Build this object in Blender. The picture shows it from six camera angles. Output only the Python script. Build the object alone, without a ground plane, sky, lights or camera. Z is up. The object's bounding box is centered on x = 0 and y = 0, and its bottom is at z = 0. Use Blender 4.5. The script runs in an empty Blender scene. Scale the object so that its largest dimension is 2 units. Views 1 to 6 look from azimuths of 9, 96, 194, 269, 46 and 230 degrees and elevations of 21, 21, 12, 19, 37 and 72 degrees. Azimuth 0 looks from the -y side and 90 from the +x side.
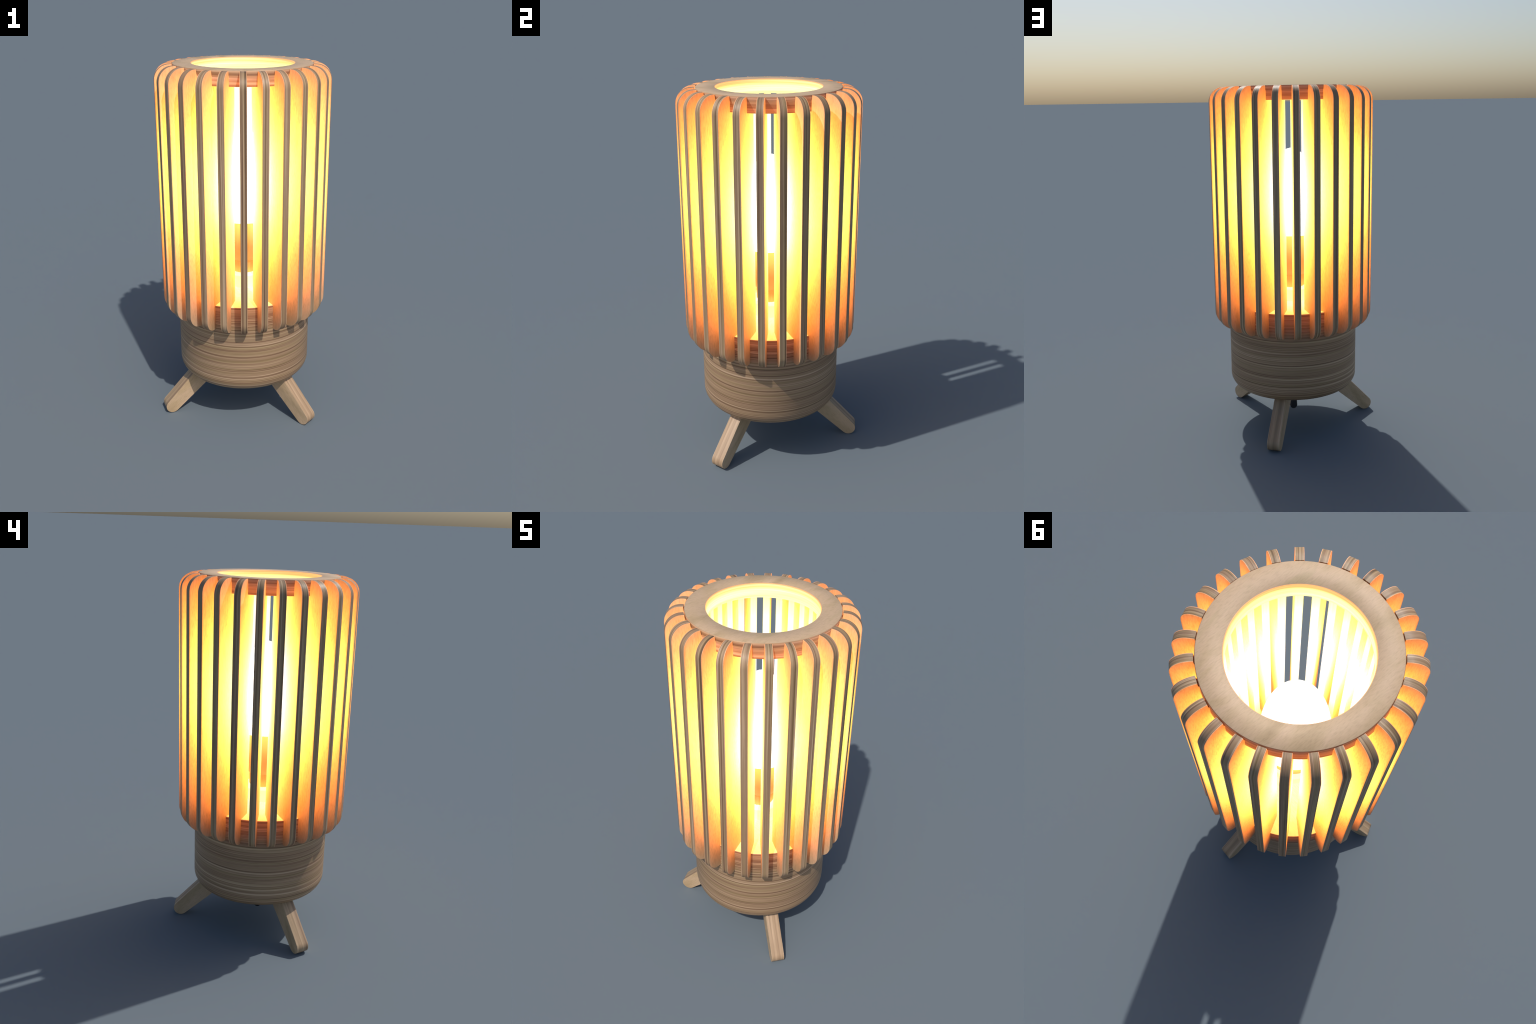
"""Plywood slat lantern: a turned ply base on three splayed legs, 27 upright
ply fins slotted into the base and a top ring, a glowing bulb inside."""
import math
import bpy
import bmesh
from mathutils import Matrix, Vector

AXIS = Vector((-0.0006, -0.0160, 0.0))      # the lamp's axis in the frame
N_FINS = 27
FIN_TURN = math.radians(0.32)               # the first fin is a hair off the x axis
STRETCH_Y = 1.010                           # drum and shade are very slightly oval
BULB_LOW, BULB_HIGH = 1.31, 1.565        # height span from which the painted fin glow fades

scene = bpy.context.scene


# ------------------------------------------------------------------ nodes
class Graph:
    def __init__(self, name):
        self.mat = bpy.data.materials.new(name)
        self.mat.use_nodes = True
        self.nt = self.mat.node_tree
        self.bsdf = self.nt.nodes["Principled BSDF"]
        self.coord = self.nt.nodes.new("ShaderNodeTexCoord").outputs["Object"]

    def link(self, a, b):
        self.nt.links.new(a, b)

    def node(self, kind, **inputs):
        n = self.nt.nodes.new(kind)
        for k, v in inputs.items():
            n.inputs[k].default_value = v
        return n

    def mapped(self, scale, rot=(0, 0, 0), per_object=0.0):
        m = self.node("ShaderNodeMapping")
        if any(rot):                      # turn first, then stretch
            m.vector_type, scale = "TEXTURE", [1.0 / v for v in scale]
        m.inputs["Scale"].default_value = scale
        m.inputs["Rotation"].default_value = rot
        self.link(self.coord, m.inputs["Vector"])
        if not per_object:
            return m.outputs[0]
        info = self.nt.nodes.new("ShaderNodeObjectInfo")
        mul = self.node("ShaderNodeMath")
        mul.operation = "MULTIPLY"
        mul.inputs[1].default_value = per_object
        self.link(info.outputs["Random"], mul.inputs[0])
        add = self.node("ShaderNodeVectorMath")
        add.operation = "ADD"
        self.link(m.outputs[0], add.inputs[0])
        self.link(mul.outputs[0], add.inputs[1])
        return add.outputs[0]

    def noise(self, vec, scale=1.0, detail=2.0, rough=0.5, distortion=0.0):
        n = self.node("ShaderNodeTexNoise", Scale=scale, Detail=detail, Roughness=rough, Distortion=distortion)
        self.link(vec, n.inputs["Vector"])
        return n.outputs["Fac"]

    def ramp(self, fac, stops):
        r = self.nt.nodes.new("ShaderNodeValToRGB")
        els = r.color_ramp.elements
        while len(els) < len(stops):
            els.new(0.5)
        for e, (p, c) in zip(els, stops):
            e.position, e.color = p, (*c, 1)
        self.link(fac, r.inputs["Fac"])
        return r.outputs["Color"]

    def mix(self, a, b, fac, blend="MIX"):
        m = self.nt.nodes.new("ShaderNodeMix")
        m.data_type, m.blend_type = "RGBA", blend
        for sock, val in ((m.inputs[6], a), (m.inputs[7], b), (m.inputs[0], fac)):
            if isinstance(val, (int, float)):
                sock.default_value = val
            elif isinstance(val, tuple):
                sock.default_value = (*val, 1)
            else:
                self.link(val, sock)
        return m.outputs[2]

    def math(self, op, a, b=None, clamp=False):
        m = self.nt.nodes.new("ShaderNodeMath")
        m.operation, m.use_clamp = op, clamp
        for sock, val in zip(m.inputs, (a, b)):
            if val is None:
                continue
            if isinstance(val, (int, float)):
                sock.default_value = val
            else:
                self.link(val, sock)
        return m.outputs[0]

    def step(self, val, lo, hi, a=0.0, b=1.0):
        m = self.nt.nodes.new("ShaderNodeMapRange")
        m.interpolation_type = "SMOOTHSTEP"
        for i, v in enumerate((lo, hi, a, b)):
            m.inputs[i + 1].default_value = v
        self.link(val, m.inputs[0])
        return m.outputs[0]

    def place(self):
        """Distance from the lamp's axis and height, in metres."""
        s = self.nt.nodes.new("ShaderNodeSeparateXYZ")
        self.link(self.coord, s.inputs[0])
        r = self.math("SQRT", self.math("ADD", self.math("MULTIPLY", s.outputs[0], s.outputs[0]), self.math("MULTIPLY", s.outputs[1], s.outputs[1])))
        return r, s.outputs[2]

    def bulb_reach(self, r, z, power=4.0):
        """Falloff of the drawn-on bulb light at (r, z); 1 at the
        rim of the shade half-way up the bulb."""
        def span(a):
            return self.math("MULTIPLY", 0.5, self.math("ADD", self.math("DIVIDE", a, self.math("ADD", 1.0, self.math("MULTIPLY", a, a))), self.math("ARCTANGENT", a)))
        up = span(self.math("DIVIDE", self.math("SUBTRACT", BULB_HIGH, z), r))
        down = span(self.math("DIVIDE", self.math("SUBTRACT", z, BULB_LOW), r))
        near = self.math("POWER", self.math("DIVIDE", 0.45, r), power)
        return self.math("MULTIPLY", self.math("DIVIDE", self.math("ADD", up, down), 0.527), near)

    def lit(self, amount, tint):
        """Paint received lamp light onto this part as emission, capped at full white."""
        v = self.node("ShaderNodeVectorMath")
        v.operation = "SCALE"
        v.inputs[0].default_value = tint
        self.link(amount, v.inputs["Scale"])
        c = self.node("ShaderNodeVectorMath")
        c.operation = "MINIMUM"
        self.link(v.outputs[0], c.inputs[0])
        c.inputs[1].default_value = (1, 1, 1)
        self.link(c.outputs[0], self.bsdf.inputs["Emission Color"])
        self.bsdf.inputs["Emission Strength"].default_value = 1.0

    def finish(self, colour, rough=0.5, bump=None, bump_strength=0.1, bump_dist=0.002):
        self.link(colour, self.bsdf.inputs["Base Color"])
        self.bsdf.inputs["Roughness"].default_value = rough
        if bump is not None:
            b = self.node("ShaderNodeBump", Strength=bump_strength, Distance=bump_dist)
            self.link(bump, b.inputs["Height"])
            self.link(b.outputs[0], self.bsdf.inputs["Normal"])
        return self.mat


def veneer(name, along, rot=(0, 0, 0), per_object=0.0, streaks=0.8, patch=2.2):
    """Pale face veneer; 'along' is the axis index that the grain follows."""
    g = Graph(name)
    fine = [210.0, 210.0, 210.0]
    fine[along] = 38.0
    broad = [9.0, 9.0, 9.0]
    broad[along] = patch
    f = g.noise(g.mapped(fine, rot, per_object * 37), 1.0, 3.0, 0.6)
    b = g.noise(g.mapped(broad, rot, per_object * 11), 1.0, 3.0, 0.55, 0.6)
    col = g.ramp(b, [(0.30, (0.500, 0.345, 0.195)), (0.44, (0.590, 0.412, 0.243)), (0.57, (0.650, 0.452, 0.288)), (0.70, (0.565, 0.408, 0.235))])
    streak = g.ramp(f, [(0.30, (0.82, 0.80, 0.78)), (0.5, (1, 1, 1)), (0.72, (1.08, 1.08, 1.08))])
    col = g.mix(col, streak, streaks, "MULTIPLY")
    g.grain = g.math("ADD", 0.45, g.math("ADD", g.math("MULTIPLY", f, 0.85), g.math("MULTIPLY", b, 0.25)))
    g.finish(col, 0.55, f, 0.12, 0.002)
    return g


def ply_edge(name, axis, layers, grain, per_object=0.0, flow=1.5, pale=0.0):
    """Stacked plies seen edge-on: bands across 'axis', streaks along the rest."""
    g = Graph(name)
    s = [flow, flow, flow]
    s[axis] = layers
    band = g.noise(g.mapped(s, per_object=per_object * 53), 1.0, 2.5, 0.62)
    s2 = [flow * 0.8] * 3
    s2[axis] = layers * 0.55
    hue = g.noise(g.mapped(s2, per_object=per_object * 91), 1.0, 2.0, 0.5)
    s3 = [grain, grain, grain]
    s3[axis] = layers * 4.0
    fibre = g.noise(g.mapped(s3, per_object=per_object * 29), 1.0, 2.0, 0.6)
    warm = g.ramp(band, [(0.31, (0.150, 0.080, 0.042)), (0.405, (0.285, 0.165, 0.092)), (0.47, (0.370, 0.232, 0.135)),
                         (0.555, (0.415, 0.265, 0.155)), (0.61, (0.500, 0.335, 0.205)), (0.68, (0.66, 0.46, 0.305))])
    olive = g.ramp(band, [(0.31, (0.160, 0.095, 0.044)), (0.405, (0.280, 0.178, 0.088)), (0.55, (0.410, 0.278, 0.145)),
                          (0.61, (0.490, 0.340, 0.195)), (0.68, (0.63, 0.455, 0.285))])
    pick = g.ramp(hue, [(0.48, (0, 0, 0)), (0.62, (1, 1, 1))])
    col = g.mix(warm, olive, pick)
    col = g.mix(col, (0.50, 0.345, 0.215), pale)
    tint = g.ramp(fibre, [(0.3, (0.84, 0.82, 0.80)), (0.5, (1, 1, 1)), (0.7, (1.12, 1.11, 1.10))])
    col = g.mix(col, tint, 0.8, "MULTIPLY")
    g.grain = g.math("ADD", 0.45, g.math("MULTIPLY", band, 1.1))
    g.finish(col, 0.5, fibre, 0.1, 0.0015)
    return g


def plain(name, colour, rough=0.5):
    g = Graph(name)
    col = g.ramp(g.noise(g.mapped((30, 30, 30)), 1.0, 2.0), [(0.3, tuple(c * 0.93 for c in colour)), (0.7, tuple(min(1, c * 1.05) for c in colour))])
    g.finish(col, rough)
    return g


WARM = (1.0, 0.255, 0.036)          # emission tint for bulb light painted on pale veneer
DEEP = (1.0, 0.16, 0.030)          # redder tint, paints a second bounce on brown plies

# fins: bulb light painted on pale faces as emission, plies dark on outer edge
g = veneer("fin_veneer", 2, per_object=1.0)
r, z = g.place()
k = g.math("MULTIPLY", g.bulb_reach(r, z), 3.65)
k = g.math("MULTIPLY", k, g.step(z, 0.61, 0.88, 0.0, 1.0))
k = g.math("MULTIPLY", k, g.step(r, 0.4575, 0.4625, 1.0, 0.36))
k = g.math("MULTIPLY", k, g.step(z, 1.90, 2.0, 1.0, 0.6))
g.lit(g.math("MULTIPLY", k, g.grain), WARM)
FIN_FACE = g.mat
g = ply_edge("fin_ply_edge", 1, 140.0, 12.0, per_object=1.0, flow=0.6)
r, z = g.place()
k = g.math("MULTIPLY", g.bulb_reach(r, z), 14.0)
g.lit(g.math("MULTIPLY", k, g.step(r, 0.285, 0.300, 1.0, 0.0)), WARM)  # near-white bulb glare put on the inner edges by emission
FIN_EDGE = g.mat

LEG_FACE = veneer("leg_veneer", 0, rot=(0, math.radians(43.8), 0), per_object=1.0).mat
LEG_EDGE = ply_edge("leg_ply_edge", 1, 80.0, 10.0, per_object=1.0, flow=1.0, pale=0.45).mat

# drum: caught glow drawn in emission on the rim between fins and the top
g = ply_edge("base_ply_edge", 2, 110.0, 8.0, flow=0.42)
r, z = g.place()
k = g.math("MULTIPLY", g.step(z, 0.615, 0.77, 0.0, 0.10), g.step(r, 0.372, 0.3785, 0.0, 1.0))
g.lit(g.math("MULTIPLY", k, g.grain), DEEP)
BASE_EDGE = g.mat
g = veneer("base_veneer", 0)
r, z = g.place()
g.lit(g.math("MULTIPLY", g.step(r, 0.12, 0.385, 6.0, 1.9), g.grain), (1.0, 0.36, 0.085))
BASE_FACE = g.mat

# top ring: red light spill baked on outer face, brighter on bore and underside
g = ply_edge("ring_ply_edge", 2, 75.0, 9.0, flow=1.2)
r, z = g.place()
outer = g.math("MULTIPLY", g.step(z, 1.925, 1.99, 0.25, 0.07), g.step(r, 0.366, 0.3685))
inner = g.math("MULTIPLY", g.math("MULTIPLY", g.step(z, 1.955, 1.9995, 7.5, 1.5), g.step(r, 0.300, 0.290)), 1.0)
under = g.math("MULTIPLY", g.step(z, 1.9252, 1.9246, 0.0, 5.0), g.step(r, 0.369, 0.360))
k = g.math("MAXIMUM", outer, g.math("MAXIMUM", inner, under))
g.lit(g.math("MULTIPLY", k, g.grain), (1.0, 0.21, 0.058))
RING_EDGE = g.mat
RING_FACE = veneer("ring_veneer", 1, rot=(0, 0, math.radians(2)), streaks=0.65, patch=3.0).mat

g = plain("socket_plastic", (0.36, 0.21, 0.11), 0.55)  # base darkened to brown, emission graded to show orange bulb glow
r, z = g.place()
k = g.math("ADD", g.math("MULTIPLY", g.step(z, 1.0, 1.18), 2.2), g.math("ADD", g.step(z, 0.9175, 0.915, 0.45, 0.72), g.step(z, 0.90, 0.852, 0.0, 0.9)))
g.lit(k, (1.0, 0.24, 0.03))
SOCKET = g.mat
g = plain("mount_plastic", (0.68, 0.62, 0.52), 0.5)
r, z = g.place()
g.lit(g.step(z, 0.832, 0.843, 4.5, 9.0), (1.0, 0.30, 0.06))  # yellow-white lamplight coloured into the mount, strongest on its top
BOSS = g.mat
CORD = plain("black_rubber", (0.028, 0.029, 0.033), 0.55).mat

glow = bpy.data.materials.new("bulb_glow")
glow.use_nodes = True
gb = glow.node_tree.nodes["Principled BSDF"]
gb.inputs["Base Color"].default_value = (0.9, 0.85, 0.75, 1)
gb.inputs["Roughness"].default_value = 0.25
gb.inputs["Emission Color"].default_value = (1.0, 0.93, 0.82, 1)
gb.inputs["Emission Strength"].default_value = 2.0


# --------------------------------------------------------------- geometry
def new_object(name, bm, mats, parent, smooth_angle=35):
    bmesh.ops.recalc_face_normals(bm, faces=bm.faces)
    me = bpy.data.meshes.new(name)
    bm.to_mesh(me)
    bm.free()
    for m in mats:
        me.materials.append(m)
    me.shade_smooth()
    me.set_sharp_from_angle(angle=math.radians(smooth_angle))
    ob = bpy.data.objects.new(name, me)
    scene.collection.objects.link(ob)
    ob.parent = parent
    return ob


def arc(cx, cz, r, a0, a1, n):
    return [(cx + r * math.cos(math.radians(a0 + (a1 - a0) * i / n)), cz + r * math.sin(math.radians(a0 + (a1 - a0) * i / n))) for i in range(n + 1)]


def lathe(profile, seg, closed=False, radius_rule=None):
    """Revolve (r, z) points about z; points with r = 0 become poles."""
    bm = bmesh.new()
    rings = []
    for r, z in profile:
        if r < 1e-6:
            rings.append([bm.verts.new((0, 0, z))])
        else:
            rings.append([bm.verts.new(((r if radius_rule is None else radius_rule(r, z, k)) * math.cos(math.tau * k / seg),
                                        (r if radius_rule is None else radius_rule(r, z, k)) * math.sin(math.tau * k / seg), z)) for k in range(seg)])
    pairs = list(zip(rings, rings[1:])) + ([(rings[-1], rings[0])] if closed else [])
    for a, b in pairs:
        for k in range(seg):
            j = (k + 1) % seg
            if len(a) == 1 and len(b) == 1:
                continue
            if len(a) == 1:
                bm.faces.new((a[0], b[k], b[j]))
            elif len(b) == 1:
                bm.faces.new((a[k], a[j], b[0]))
            else:
                bm.faces.new((a[k], a[j], b[j], b[k]))
    return bm


def plate(outline, thickness, bevel, face_slot=0, edge_slot=1):
    """Cut an outline in the x-z plane out of sheet ply; eased edges."""
    bm = bmesh.new()
    h = thickness / 2
    front = [bm.verts.new((x, -h, z)) for x, z in outline]
    back = [bm.verts.new((x, h, z)) for x, z in outline]
    n = len(outline)
    caps = [bm.faces.new(front), bm.faces.new(list(reversed(back)))]
    for f in caps:
        f.material_index = face_slot
    for i in range(n):
        bm.faces.new((front[i], back[i], back[(i + 1) % n], front[(i + 1) % n])).material_index = edge_slot
    rim = [e for f in caps for e in f.edges]
    bmesh.ops.bevel(bm, geom=rim, offset=bevel, segments=2, profile=0.5, affect="EDGES", material=face_slot)
    return bm


lamp = bpy.data.objects.new("table_lamp", None)
scene.collection.objects.link(lamp)
lamp.location = AXIS
lamp["label"] = "cylindrical plywood slat lamp on three legs, glowing warm inside"
lamp["category"] = "table lamp"

# --- base: a drum of stacked ply with a rounded foot
Z_TOP, Z_BOT, R_BASE = 0.768, 0.2425, 0.3772
profile = [(0.0, Z_BOT), (0.10, Z_BOT), (0.22, Z_BOT)] + arc(R_BASE - 0.072, Z_BOT + 0.072, 0.072, -90, 0, 14)
profile += [(R_BASE, 0.36), (R_BASE, 0.48), (R_BASE, 0.62), (R_BASE, Z_TOP - 0.002), (R_BASE - 0.002, Z_TOP), (0.25, Z_TOP), (0.10, Z_TOP), (0.0, Z_TOP)]
bm = lathe(profile, 144)
bm.normal_update()
for f in bm.faces:
    f.material_index = 1 if abs(f.normal.z) > 0.97 and abs(f.calc_center_median().z - Z_TOP) < 0.001 else 0
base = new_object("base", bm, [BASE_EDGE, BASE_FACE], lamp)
base.scale = (1.0, 1.0075, 1.0)

# --- top ring
RI, RO, ZR0, ZR1, C = 0.2695, 0.3690, 1.9245, 2.0, 0.002
profile = [(RI, ZR0), (RO, ZR0), (RO, ZR1 - C), (RO - C * 0.4, ZR1 - C * 0.4), (RO - C, ZR1), (RI + C, ZR1), (RI + C * 0.4, ZR1 - C * 0.4), (RI, ZR1 - C)]
bm = lathe(profile, 144, closed=True)
bm.normal_update()
for f in bm.faces:
    f.material_index = 1 if abs(f.calc_center_median().z - ZR1) < 0.0003 else 0
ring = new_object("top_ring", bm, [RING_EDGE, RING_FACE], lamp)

# --- fins: one cut shape, 27 times round
RF, R_IN, RC, ZF0, ZF1, T = 0.4639, 0.279, 0.080, 0.6305, 1.9985, 0.0345
outline = [(R_IN, ZF0)] + arc(RF - RC, ZF0 + RC, RC, -90, 0, 16)
outline += [(RF, z) for z in (0.9, 1.1, 1.3, 1.5, 1.7)]
outline += arc(RF - RC, ZF1 - RC, RC, 0, 90, 16)
outline += [(RO + 0.0012, ZF1), (RO + 0.0012, 1.975), (RO - 0.012, 1.962), (R_IN, 1.962)]
fin_mesh = None
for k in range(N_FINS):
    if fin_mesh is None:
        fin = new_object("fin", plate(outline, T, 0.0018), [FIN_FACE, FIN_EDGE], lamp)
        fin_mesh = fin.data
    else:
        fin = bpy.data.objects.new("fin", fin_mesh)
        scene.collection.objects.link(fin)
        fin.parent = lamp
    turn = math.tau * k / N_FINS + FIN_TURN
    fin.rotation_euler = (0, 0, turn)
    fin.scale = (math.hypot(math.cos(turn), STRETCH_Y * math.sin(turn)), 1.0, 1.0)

# --- legs: tapered, round-ended ply bars in three radial slots
TIP, RT = (0.4610, 0.0405), 0.0400
lo_dir, up_dir = Vector((-0.7607, 0.649)), Vector((-0.687, 0.727))
lo_n, up_n = Vector((-0.649, -0.7607)), Vector((0.727, 0.687))
c = Vector(TIP)
lo0, up0 = c + lo_n * RT, c + up_n * RT
a_lo = math.degrees(math.atan2(lo_n.y, lo_n.x))
a_up = math.degrees(math.atan2(up_n.y, up_n.x))
outline = arc(TIP[0], TIP[1], RT, a_lo, a_up, 18)
outline += [tuple(up0 + up_dir * 0.10), tuple(up0 + up_dir * 0.285), tuple(lo0 + lo_dir * 0.36), tuple(lo0 + lo_dir * 0.12)]
leg_mesh = None
for ang in (90, 210, 330):
    if leg_mesh is None:
        leg = new_object("leg", plate(outline, 0.0715, 0.0025), [LEG_FACE, LEG_EDGE], lamp)
        leg_mesh = leg.data
    else:
        leg = bpy.data.objects.new("leg", leg_mesh)
        scene.collection.objects.link(leg)
        leg.parent = lamp
    leg.rotation_euler = (0, 0, math.radians(ang))

# --- lamp holder standing on the base: mount, knurled ring, sleeve
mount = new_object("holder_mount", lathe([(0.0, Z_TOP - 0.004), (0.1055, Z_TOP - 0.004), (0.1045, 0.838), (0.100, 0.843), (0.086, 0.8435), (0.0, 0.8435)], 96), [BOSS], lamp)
ridges = lambda r, z, k: r - (0.0028 if k % 4 < 2 else 0.0)
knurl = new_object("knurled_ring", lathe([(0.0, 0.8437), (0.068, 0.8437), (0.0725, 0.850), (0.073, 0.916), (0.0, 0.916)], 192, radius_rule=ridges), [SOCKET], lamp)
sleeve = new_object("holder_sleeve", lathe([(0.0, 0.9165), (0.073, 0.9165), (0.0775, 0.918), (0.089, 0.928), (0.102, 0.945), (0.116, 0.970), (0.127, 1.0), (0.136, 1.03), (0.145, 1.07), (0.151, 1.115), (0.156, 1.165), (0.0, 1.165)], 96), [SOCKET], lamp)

# --- bulb: bullet dome with a flat underside
dome = [(0.0, 1.1655), (0.08, 1.1655), (0.150, 1.1655), (0.159, 1.168)]
dome += [(0.163 * math.cos(t) ** 0.96, 1.172 + 0.482 * math.sin(t) ** 0.96) for t in [math.pi / 2 * i / 28 for i in range(28)]] + [(0.0, 1.654)]
bulb = new_object("bulb", lathe(dome, 64), [glow], lamp, 60)

# --- cord grommet hanging below the base
stub = [(0.0, 0.052)] + [(0.0225 * math.sin(t), 0.0745 - 0.0225 * math.cos(t)) for t in [math.pi / 2 * i / 8 for i in range(1, 9)]] + [(0.0205, 0.12), (0.018, 0.19), (0.018, Z_BOT + 0.004), (0.0, Z_BOT + 0.004)]
grommet = new_object("cord_grommet", lathe(stub, 40), [CORD], lamp)
